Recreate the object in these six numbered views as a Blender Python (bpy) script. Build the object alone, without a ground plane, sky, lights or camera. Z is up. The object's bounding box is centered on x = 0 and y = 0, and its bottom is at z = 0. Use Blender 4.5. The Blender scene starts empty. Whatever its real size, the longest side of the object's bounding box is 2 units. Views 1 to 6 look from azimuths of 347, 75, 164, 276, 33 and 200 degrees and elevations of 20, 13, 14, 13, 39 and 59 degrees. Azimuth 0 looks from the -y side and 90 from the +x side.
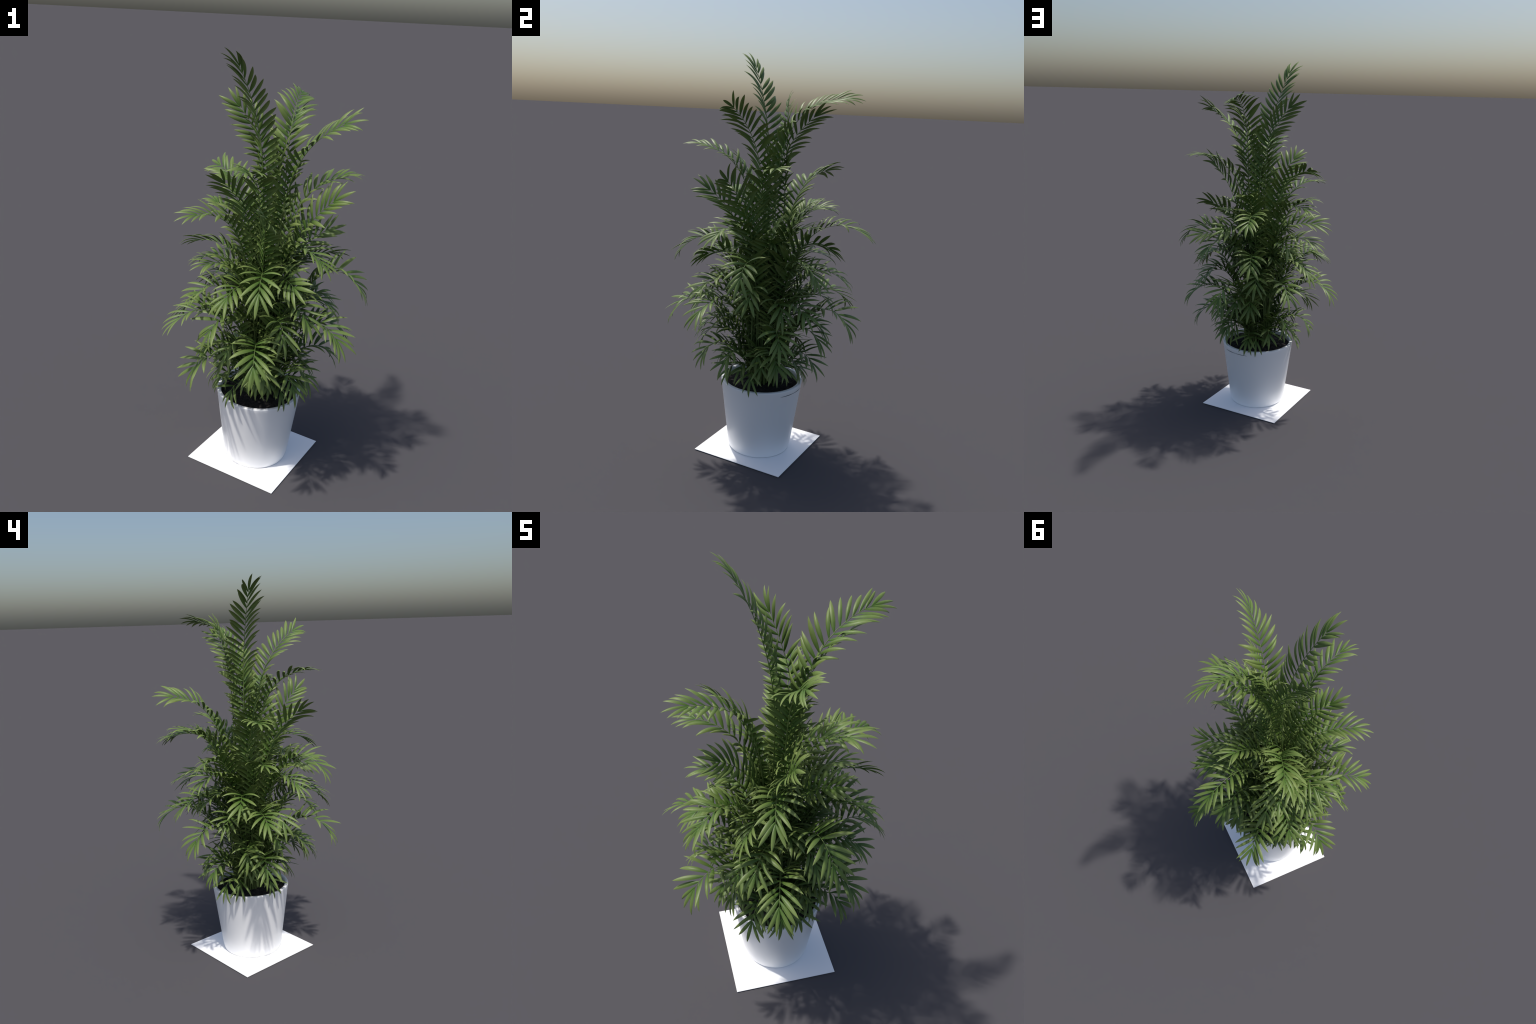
"""Parlour palm in a white tapered pot that stands on a thin white square board."""
import bpy, bmesh, math, random
import numpy as np
from mathutils import Vector, Matrix, noise

random.seed(11)
RNG = np.random.default_rng(11)
UP = np.array([0.0, 0.0, 1.0])
POT = np.array([0.039, -0.009])          # centre of the pot
RIM_Z, SOIL_Z, BOARD_Z = 0.376, 0.355, 0.0025
SCENE = bpy.context.scene.collection


# ------------------------------------------------------------------ materials
def material(name):
    m = bpy.data.materials.new(name)
    m.use_nodes = True
    t = m.node_tree
    return m, t.nodes, t.links, t.nodes["Principled BSDF"]


def ramp(nodes, stops):
    r = nodes.new("ShaderNodeValToRGB")
    e = r.color_ramp.elements
    while len(e) < len(stops):
        e.new(0.5)
    for el, (p, c) in zip(e, stops):
        el.position, el.color = p, (*c, 1)
    return r


def leaf_material(name, dark, light, random_per_object):
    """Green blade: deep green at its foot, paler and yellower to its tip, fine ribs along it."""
    m, n, l, b = material(name)
    along = n.new("ShaderNodeAttribute")
    along.attribute_name = "blade_position"          # scalar: 0 at the foot of the blade, 1 at its tip
    r = ramp(n, [(0.0, dark), (0.45, tuple(0.5 * (a + c) for a, c in zip(dark, light))), (0.95, light)])
    l.new(along.outputs["Fac"], r.inputs[0])
    tc = n.new("ShaderNodeTexCoord")
    ns = n.new("ShaderNodeTexNoise")
    ns.inputs["Scale"].default_value, ns.inputs["Detail"].default_value = 9.0, 3.0
    l.new(tc.outputs["Object"], ns.inputs["Vector"])
    val = n.new("ShaderNodeMapRange")
    val.inputs["To Min"].default_value, val.inputs["To Max"].default_value = 0.84, 1.16
    l.new(ns.outputs["Fac"], val.inputs["Value"])
    hsv = n.new("ShaderNodeHueSaturation")
    l.new(val.outputs[0], hsv.inputs["Value"])
    l.new(r.outputs[0], hsv.inputs["Color"])
    if random_per_object:
        oi = n.new("ShaderNodeObjectInfo")
        mr = n.new("ShaderNodeMapRange")
        mr.inputs["To Min"].default_value, mr.inputs["To Max"].default_value = 0.492, 0.508
        l.new(oi.outputs["Random"], mr.inputs["Value"])
        l.new(mr.outputs[0], hsv.inputs["Hue"])
    l.new(hsv.outputs[0], b.inputs["Base Color"])
    b.inputs["Roughness"].default_value = 0.46
    b.inputs["Specular IOR Level"].default_value = 0.32
    return m


LEAF_DARK, LEAF_LIGHT = (0.044, 0.104, 0.011), (0.170, 0.226, 0.066)
MAT_LEAF = leaf_material("palm_leaflet_green", LEAF_DARK, LEAF_LIGHT, True)
MAT_LEAF_STUFF = leaf_material("palm_foliage_green", LEAF_DARK, LEAF_LIGHT, False)

MAT_STEM, n, l, b = material("palm_stem_green")
tc, ns = n.new("ShaderNodeTexCoord"), n.new("ShaderNodeTexNoise")
ns.inputs["Scale"].default_value = 25
l.new(tc.outputs["Object"], ns.inputs["Vector"])
r = ramp(n, [(0.3, (0.085, 0.135, 0.030)), (0.7, (0.150, 0.205, 0.060))])
l.new(ns.outputs["Fac"], r.inputs[0])
l.new(r.outputs[0], b.inputs["Base Color"])
b.inputs["Roughness"].default_value = 0.5

MAT_POT, n, l, b = material("white_glazed_ceramic")
b.inputs["Base Color"].default_value = (0.97, 0.97, 0.97, 1)
b.inputs["Roughness"].default_value = 0.35
MAT_BOARD, n, l, b = material("white_board")
b.inputs["Base Color"].default_value = (0.97, 0.97, 0.97, 1)
b.inputs["Roughness"].default_value = 0.6
MAT_DARK_ARC, n, l, b = material("arc_near_black")
b.inputs["Base Color"].default_value = (0.012, 0.011, 0.010, 1)
b.inputs["Roughness"].default_value = 0.9

MAT_SOIL, n, l, b = material("dark_potting_soil")
tc = n.new("ShaderNodeTexCoord")
ns, vo = n.new("ShaderNodeTexNoise"), n.new("ShaderNodeTexVoronoi")
ns.inputs["Scale"].default_value, ns.inputs["Detail"].default_value = 60, 6
vo.inputs["Scale"].default_value = 110
for t in (ns, vo):
    l.new(tc.outputs["Object"], t.inputs["Vector"])
r = ramp(n, [(0.35, (0.006, 0.005, 0.0045)), (0.62, (0.020, 0.016, 0.014)), (0.78, (0.060, 0.042, 0.034))])
l.new(ns.outputs["Fac"], r.inputs[0])
l.new(r.outputs[0], b.inputs["Base Color"])
bp = n.new("ShaderNodeBump")
bp.inputs["Strength"].default_value, bp.inputs["Distance"].default_value = 0.8, 0.004
l.new(vo.outputs["Distance"], bp.inputs["Height"])
l.new(bp.outputs[0], b.inputs["Normal"])
b.inputs["Roughness"].default_value = 0.95


# ------------------------------------------------------------------ helpers
def mesh_object(name, verts, faces, mat, parent=None, smooth=True):
    me = bpy.data.meshes.new(name)
    me.from_pydata([tuple(map(float, v)) for v in verts], [], faces)
    me.materials.append(mat)
    if smooth:
        me.polygons.foreach_set("use_smooth", [True] * len(me.polygons))
    me.update()
    ob = bpy.data.objects.new(name, me)
    SCENE.objects.link(ob)
    if parent:
        ob.parent = parent
    return ob


def lathe(profile, seg=128, centre=(0, 0)):
    v, f = [], []
    for r, z in profile:
        for i in range(seg):
            a = 2 * math.pi * i / seg
            v.append((centre[0] + r * math.cos(a), centre[1] + r * math.sin(a), z))
    for k in range(len(profile) - 1):
        for i in range(seg):
            j = (i + 1) % seg
            f.append((k * seg + i, k * seg + j, (k + 1) * seg + j, (k + 1) * seg + i))
    return v, f


def unit(v):
    return v / (np.linalg.norm(v) + 1e-12)


# ------------------------------------------------------------------ board
board = bpy.data.objects.new("square_board", None)
SCENE.objects.link(board)
board["label"], board["category"] = "thin flat white square board under the pot", "board"
bm = bmesh.new()
corner = np.array([[-0.311, -0.018], [0.045, -0.349], [0.375, 0.007], [0.020, 0.339]])
vs = [bm.verts.new((*c, z)) for z in (0.0, BOARD_Z) for c in corner]
bm.faces.new(vs[3::-1])
bm.faces.new(vs[4:])
for i in range(4):
    bm.faces.new((vs[i], vs[(i + 1) % 4], vs[4 + (i + 1) % 4], vs[4 + i]))
me = bpy.data.meshes.new("panel")
bm.to_mesh(me)
bm.free()
me.materials.append(MAT_BOARD)
panel = bpy.data.objects.new("panel", me)
SCENE.objects.link(panel)
panel.parent = board

# ------------------------------------------------------------------ potted palm
palm = bpy.data.objects.new("potted_palm", None)
palm.location = (POT[0], POT[1], BOARD_Z)
SCENE.objects.link(palm)
palm["label"], palm["category"] = "bushy green feather palm in a white tapered pot", "potted plant"
BACK = Matrix.Translation(palm.location).inverted()


def under(ob, parent):
    """Parent without moving: parts are modelled in world coordinates."""
    ob.parent = parent
    if parent is palm:
        ob.matrix_parent_inverse = BACK
    return ob


R0, R1 = 0.1595, 0.2070
Z0 = BOARD_Z + 0.0005
prof = [(0.0, Z0 + 0.001), (R0 - 0.012, Z0 + 0.001), (R0 - 0.0062, Z0), (R0 - 0.0042, Z0 + 0.0025), (R0 - 0.0022, Z0 + 0.007), (R0 - 0.0008, Z0 + 0.013)]
for k in range(1, 24):
    t = k / 24
    prof.append((R0 + (R1 - R0) * (0.93 * t + 0.07 * t ** 0.5), Z0 + 0.010 + (RIM_Z - 0.016 - Z0) * t))
prof += [(R1, RIM_Z - 0.006), (R1 - 0.0006, RIM_Z - 0.0025), (R1 - 0.003, RIM_Z - 0.0004), (R1 - 0.006, RIM_Z),
         (R1 - 0.013, RIM_Z), (R1 - 0.0165, RIM_Z - 0.001), (R1 - 0.0185, RIM_Z - 0.004), (R1 - 0.021, RIM_Z - 0.02), (R1 - 0.027, 0.30)]
v, f = lathe(prof, 160, POT)
pot = under(mesh_object("pot", v, f, MAT_POT), palm)

# soil: a shallow crumbly disc
v, f = [], []
NR, NS, RS = 34, 120, R1 - 0.022
for k in range(NR + 1):
    rr = RS * k / NR
    for i in range(NS):
        a = 2 * math.pi * i / NS
        x, y = POT[0] + rr * math.cos(a), POT[1] + rr * math.sin(a)
        z = SOIL_Z + 0.008 * (1 - (k / NR) ** 2) + 0.004 * noise.noise((x * 40, y * 40, 1)) + 0.003 * noise.noise((x * 110, y * 110, 4))
        v.append((x, y, z))
for k in range(NR):
    for i in range(NS):
        j = (i + 1) % NS
        f.append((k * NS + i, k * NS + j, (k + 1) * NS + j, (k + 1) * NS + i))
soil = under(mesh_object("soil", v, f, MAT_SOIL), palm)

# narrow dark curved strip laid on the pot wall just below the rim
v, f = [], []
for i in range(41):
    t = i / 40
    a = math.radians(13 + 46 * t)
    half = 0.0016 * math.sin(math.pi * t) ** 0.7 * (0.55 + 0.45 * math.sin(9 * t)) ** 0.5 + 0.0002
    zc = 0.3485 + 0.001 * math.sin(3 * t)
    for z in (zc - half, zc + half):
        tt = (z - Z0 - 0.010) / (RIM_Z - 0.016 - Z0)
        rr = R0 + (R1 - R0) * (0.93 * tt + 0.07 * tt ** 0.5) + 0.0012
        v.append((POT[0] + rr * math.cos(a), POT[1] + rr * math.sin(a), z))
for i in range(40):
    f.append((2 * i, 2 * i + 2, 2 * i + 3, 2 * i + 1))
arc_strip = under(mesh_object("dark_arc", v, f, MAT_DARK_ARC), palm)


# ------------------------------------------------------------------ leaflet blades
def blade(droop, sway, cup, nl=12, nw=4):
    """Unit lance-shaped blade: foot at the origin, runs along +x, upper face +z, width 1 (scaled later)."""
    t = np.linspace(0, 1, nl + 1)
    ang = -droop * t ** 1.7
    dx = np.concatenate([[0], np.cumsum(np.cos(0.5 * (ang[1:] + ang[:-1])))]) / nl
    dz = np.concatenate([[0], np.cumsum(np.sin(0.5 * (ang[1:] + ang[:-1])))]) / nl
    w = 0.5 * np.where(t < 0.42, 0.20 + 0.80 * np.sin(np.pi / 2 * t / 0.42) ** 0.9, np.cos(np.pi / 2 * ((t - 0.42) / 0.58) ** 1.25) ** 0.85)
    w[-1] = 0.004
    verts, par = [], []
    for i in range(nl + 1):
        for j in range(nw + 1):
            s = 2 * j / nw - 1
            z = -cup * s * s * w[i]
            verts.append((dx[i] - math.sin(ang[i]) * z, sway * t[i] ** 2, dz[i] + math.cos(ang[i]) * z, s * w[i]))
            par.append(t[i])
    faces = [(i * (nw + 1) + j, (i + 1) * (nw + 1) + j, (i + 1) * (nw + 1) + j + 1, i * (nw + 1) + j + 1) for i in range(nl) for j in range(nw)]
    return np.array(verts), np.array(par), np.array(faces)


VARIANTS = [blade(d, s, c) for d, s, c in ((0.75, 0.03, 0.05), (0.95, 0.05, 0.06), (1.15, 0.02, 0.05), (1.35, 0.06, 0.06), (0.5, 0.04, 0.04), (1.7, 0.03, 0.05))]
WIDTHS = (0.125, 0.15)        # two breadths (breadth over length)
LEAF_MESH = {}


def leaf_mesh(k, w, side):
    """Shared leaflet mesh number k of breadth class w, mirrored for the left-hand side."""
    key = (k, w, side)
    if key not in LEAF_MESH:
        V, par, F = VARIANTS[k]
        co = np.column_stack([V[:, 0], side * V[:, 1] + V[:, 3] * WIDTHS[w], V[:, 2]])
        me = bpy.data.meshes.new("leaflet")
        me.from_pydata(co.tolist(), [], F.tolist())
        me.attributes.new("blade_position", "FLOAT", "POINT").data.foreach_set("value", par.astype(np.float32))
        me.polygons.foreach_set("use_smooth", [True] * len(F))
        me.materials.append(MAT_LEAF)
        me.update()
        LEAF_MESH[key] = (me, co, par, F)
    return LEAF_MESH[key]


# ------------------------------------------------------------------ fronds
# tip (x, y, z), slope of the tip in degrees, leaflet pairs, leaflet length, roll about the midrib,
# and for some also: extra twist towards the tip, place of the foot (x, y)
FRONDS = [
    ((-0.131, -0.066, 1.923), 59, 27, 0.128, 11, 0, (0.000, -0.012)),
    ((0.273, -0.252, 1.723), 28, 25, 0.128, 0, 50, (0.085, -0.050)),
    ((0.235, 0.262, 1.787), 8, 26, 0.128, 0, 35, (0.125, 0.030)),
    ((-0.090, 0.095, 1.739), 51, 23, 0.124, -52, -25, (0.030, 0.065)),
    ((-0.141, -0.323, 1.544), 10, 20, 0.120, 0),
    ((-0.134, 0.328, 1.425), 9, 19, 0.120, 0, -45, (0.000, 0.070)),
    ((0.356, -0.076, 1.471), 12, 20, 0.118, 0, 0, (0.100, -0.088)),
    ((0.254, -0.262, 1.406), 42, 18, 0.120, 40, 25),
    ((-0.039, -0.292, 1.330), 36, 18, 0.120, -30, -20),
    ((-0.300, -0.112, 1.311), 2, 18, 0.120, 0),
    ((-0.181, -0.099, 1.445), 44, 18, 0.120, 30, 14),
    ((0.200, 0.408, 1.168), -22, 17, 0.112, 0),
    ((-0.116, 0.340, 1.229), -8, 16, 0.112, 0),
    ((-0.247, 0.157, 1.106), -8, 15, 0.116, 15, 15),
    ((0.205, -0.298, 1.154), -28, 15, 0.116, 0),
    ((-0.078, -0.393, 1.056), -41, 15, 0.116, 0),
    ((0.304, -0.054, 1.207), 26, 17, 0.118, 30, 20),
    ((0.379, 0.062, 1.055), -4, 15, 0.112, -20, -15),
    ((0.4175, -0.2265, 1.003), -46, 15, 0.112, 0),
    ((-0.375, -0.147, 0.846), -26, 14, 0.116, 0),
    ((0.282, -0.378, 0.819), -38, 13, 0.114, 0),
    ((-0.094, -0.427, 0.735), -48, 13, 0.116, 0),
    ((0.337, 0.310, 0.753), -50, 13, 0.112, 0),
    ((-0.305, -0.135, 0.580), -58, 11, 0.110, 0),
    ((-0.014, 0.420, 0.785), -40, 13, 0.112, 0),
    ((0.417, -0.035, 0.693), -42, 13, 0.112, 0),
    ((0.292, 0.220, 1.104), -14, 15, 0.112, -28, -22),
    ((-0.305, 0.215, 0.730), -46, 13, 0.114, 0),
    ((-0.063, 0.197, 0.546), -56, 9, 0.100, 0),
    ((0.372, -0.031, 0.570), -48, 11, 0.106, 0),
    ((-0.205, 0.152, 0.524), -55, 9, 0.100, 0),
    ((-0.210, 0.180, 1.010), -20, 14, 0.112, 0),
    ((-0.246, -0.214, 0.810), -50, 13, 0.112, 0),
    ((-0.280, -0.012, 0.905), -36, 13, 0.110, 0),
    ((0.090, -0.315, 1.045), -12, 15, 0.112, 28, 22),
    ((0.333, -0.006, 0.810), -50, 12, 0.112, 0),
    ((0.360, 0.130, 0.990), -36, 14, 0.110, 0),
    ((0.210, -0.235, 0.545), -52, 10, 0.104, 0),
    ((-0.010, -0.292, 0.615), -54, 10, 0.106, 0),
    ((0.370, 0.090, 0.820), -32, 12, 0.108, 0),
    ((-0.245, -0.130, 1.095), 2, 14, 0.112, 0),
    ((-0.150, 0.270, 1.260), 20, 15, 0.112, 0),
    ((-0.040, 0.303, 1.005), -20, 14, 0.110, 0),
    ((0.216, -0.082, 0.561), -58, 9, 0.102, 0),
    ((0.269, 0.180, 0.533), -52, 10, 0.104, 0),
    ((0.297, 0.192, 0.663), -46, 11, 0.106, 0),
    ((0.223, 0.226, 0.692), -50, 11, 0.106, 0),
    ((0.149, 0.238, 0.670), -52, 11, 0.106, 0),
    ((-0.235, -0.033, 0.624), -52, 11, 0.106, 0),
    ((0.118, -0.324, 0.563), -50, 10, 0.104, 0),
    ((0.127, 0.279, 0.808), -46, 12, 0.108, 0),
    ((-0.052, -0.293, 0.651), -50, 10, 0.106, 0),
    ((0.150, -0.345, 0.900), -35, 13, 0.112, 0),
    ((0.060, -0.330, 0.820), -45, 13, 0.112, 0),
    ((-0.160, -0.180, 0.680), -50, 11, 0.108, 0),
    ((-0.140, 0.190, 0.880), -25, 13, 0.110, 0),
    ((-0.215, 0.070, 0.790), -35, 12, 0.110, 0),
    ((-0.160, 0.290, 0.870), -40, 13, 0.110, 0),
    ((-0.190, -0.280, 0.990), -30, 14, 0.112, 0),
    ((0.310, -0.160, 0.880), -40, 13, 0.110, 0),
    ((0.170, 0.330, 0.930), -35, 13, 0.110, 0),
    ((0.185, 0.148, 1.700), 40, 22, 0.124, -40, 0, (0.100, 0.040)),
    ((0.160, 0.205, 1.275), 24, 17, 0.114, 0),
    ((0.235, 0.120, 1.190), 16, 16, 0.114, 0),
]
# low skirt of short fronds that hang to the rim, then the young upright ones inside
for k in range(20):
    a = 2 * math.pi * (k + 0.4 * random.random()) / 20
    rr = random.uniform(0.165, 0.225)
    FRONDS.append(((POT[0] + rr * math.cos(a), POT[1] + rr * math.sin(a), random.uniform(0.43, 0.53)), random.uniform(-62, -46), 9, random.uniform(0.092, 0.106), random.uniform(-12, 12)))
for k in range(20):
    a = 2.4 * k
    rr = random.uniform(0.08, 0.20)
    FRONDS.append(((POT[0] + rr * math.cos(a), POT[1] + rr * math.sin(a), random.uniform(0.62, 1.12)), random.uniform(-25, 40), 12, random.uniform(0.100, 0.112), random.uniform(-20, 20)))


def frond_path(tip, slope, foot=None):
    """Midrib: rises steeply from the soil, then arches over to the tip (one cubic curve)."""
    tip = np.array(tip)
    out = tip[:2] - POT
    reach = np.linalg.norm(out)
    az = math.atan2(out[1], out[0])
    r0 = min(0.055, 0.25 * reach) * RNG.uniform(0.7, 1.3)
    a0 = az + RNG.uniform(-0.4, 0.4)
    base = np.array([POT[0] + r0 * math.cos(a0), POT[1] + r0 * math.sin(a0), SOIL_Z - 0.01])
    if foot:
        base[:2] = foot
    out = unit(np.array([tip[0] - base[0], tip[1] - base[1], 0.0]))
    reach = np.linalg.norm((tip - base)[:2])
    chord = np.linalg.norm(tip - base)
    e = math.radians(slope)
    end = math.cos(e) * out + math.sin(e) * UP
    rise = unit(out * 0.07 + UP)
    p1, p2 = base + rise * 0.46 * chord, tip - end * (0.33 if slope > 0 else 0.40) * chord
    t = np.linspace(0, 1, 61)[:, None]
    return (1 - t) ** 3 * base + 3 * t * (1 - t) ** 2 * p1 + 3 * t * t * (1 - t) * p2 + t ** 3 * tip, out


def tube(path, r_base, r_tip, sides=6):
    v, f = [], []
    n = len(path)
    tan = np.gradient(path, axis=0)
    ref = unit(np.cross(tan[0], [0.3, 0.9, 0.1]))
    for i in range(n):
        t = unit(tan[i])
        ref = unit(ref - t * (ref @ t))
        oth = np.cross(t, ref)
        r = r_base + (r_tip - r_base) * (i / (n - 1)) ** 0.8
        for j in range(sides):
            a = 2 * math.pi * j / sides
            v.append(path[i] + r * (math.cos(a) * ref + math.sin(a) * oth))
    for i in range(n - 1):
        for j in range(sides):
            k = (j + 1) % sides
            f.append((i * sides + j, i * sides + k, (i + 1) * sides + k, (i + 1) * sides + j))
    f.append(tuple((n - 1) * sides + j for j in range(sides)))
    return v, f


leaves = []            # (frond number, matrix, variant, breadth, side, size for ranking)
frond_objects = []
for fi, (tip, slope, pairs, length, roll, *more) in enumerate(FRONDS):
    length *= 1.0 if tip[2] > 1.5 else (1.10 if tip[2] > 1.06 else 1.18)      # lower fronds bear longer leaflets
    twist = more[0] if more else RNG.uniform(-14, 14)
    path, out = frond_path(tip, slope, more[1] if len(more) > 1 else None)
    seg = np.linalg.norm(np.diff(path, axis=0), axis=1)
    s = np.concatenate([[0], np.cumsum(seg)])
    total = s[-1]
    v, f = tube(path[::2], 0.0026 + 0.0018 * total, 0.0010)
    frond_objects.append(under(mesh_object("frond", v, f, MAT_STEM), palm))
    step = 0.0285 * (0.80 + 0.20 * min(1, total))
    span = min(pairs * step, total * 0.72)
    pairs = int(span / step)
    side_axis = unit(np.cross(out, UP))
    turn = roll + RNG.uniform(-5, 5)
    outer = np.linalg.norm(np.array(tip)[:2] - POT) + 0.35 * tip[2]

    def at(dist):
        i = min(max(np.searchsorted(s, dist) - 1, 0), len(path) - 2)
        u = (dist - s[i]) / (s[i + 1] - s[i])
        return path[i] * (1 - u) + path[i + 1] * u, unit(path[i + 1] - path[i])

    def place(p, T, angle, vee, side, L, droop_class, q=0.0):
        rad = math.radians(turn + twist * max(0.0, 1 - q / 0.45))
        N = unit(np.cross(side_axis, T))
        B = np.cross(T, N)
        N, B = math.cos(rad) * N + math.sin(rad) * B, math.cos(rad) * B - math.sin(rad) * N
        d = math.cos(angle) * T + math.sin(angle) * (math.cos(vee) * side * B + math.sin(vee) * N)
        up = N + 0.30 * T * RNG.uniform(0.4, 1.4)
        z = unit(up - d * (up @ d))
        y = np.cross(z, d)
        M = np.eye(4)
        M[:3, 0], M[:3, 1], M[:3, 2], M[:3, 3] = d * L, y * L, z * L, p
        leaves.append((fi, M, droop_class, int(RNG.random() < 0.55), side, L * outer))

    for k in range(pairs):
        q = k / max(pairs - 1, 1)                       # 0 next to the tip, 1 at the lowest pair
        angle = math.radians(27 + 26 * min(1, q / 0.30) + 9 * q)
        L = length * (0.86 + 0.14 * math.sin(math.pi / 2 * min(1, q / 0.35))) * (1 - 0.42 * max(0, q - 0.55) / 0.45)
        for side in (1, -1):
            dist = total - 0.004 - (k + 0.22 * (side + 1) / 2) * step + RNG.uniform(-0.002, 0.002)
            p, T = at(dist)
            cls = int(RNG.choice([0, 1, 2, 3, 4, 5], p=[0.18, 0.26, 0.26, 0.16, 0.07, 0.07] if q > 0.2 else [0.4, 0.3, 0.15, 0, 0.15, 0]))
            place(p, T, angle + RNG.uniform(-0.10, 0.10), math.radians(14 + 24 * min(1, q / 0.35) + RNG.uniform(-7, 7)), side, L * RNG.uniform(0.92, 1.06), cls, q)
    p, T = at(total - 0.001)
    place(p, T, 0.10, 0.05, 1, length * 0.82, 0)

# the 300 largest leaflets are objects of their own, the rest is joined frond by frond
order = sorted(range(len(leaves)), key=lambda i: -leaves[i][5])
single = set(order[:300])
rest = {}
for i, (fi, M, k, w, side, _) in enumerate(leaves):
    if i in single:
        ob = bpy.data.objects.new("leaflet", leaf_mesh(k, w, side)[0])
        SCENE.objects.link(ob)
        ob.parent = frond_objects[fi]
        ob.matrix_local = Matrix(M.tolist())
    else:
        rest.setdefault(fi, []).append(i)
for fi, ids in rest.items():
    V, P, F, off = [], [], [], 0
    for i in ids:
        _, M, k, w, side, _ = leaves[i]
        _, co, par, faces = leaf_mesh(k, w, side)
        V.append(co @ M[:3, :3].T + M[:3, 3])
        P.append(par)
        F.append(faces + off)
        off += len(co)
    V, P, F = np.vstack(V), np.concatenate(P), np.vstack(F)
    me = bpy.data.meshes.new("foliage")
    me.from_pydata(V.tolist(), [], F.tolist())
    me.attributes.new("blade_position", "FLOAT", "POINT").data.foreach_set("value", P.astype(np.float32))
    me.polygons.foreach_set("use_smooth", [True] * len(F))
    me.materials.append(MAT_LEAF_STUFF)
    me.update()
    ob = bpy.data.objects.new("foliage", me)
    SCENE.objects.link(ob)
    ob.parent = frond_objects[fi]
    ob["kind"] = "stuff"
print("leaflets", len(leaves))
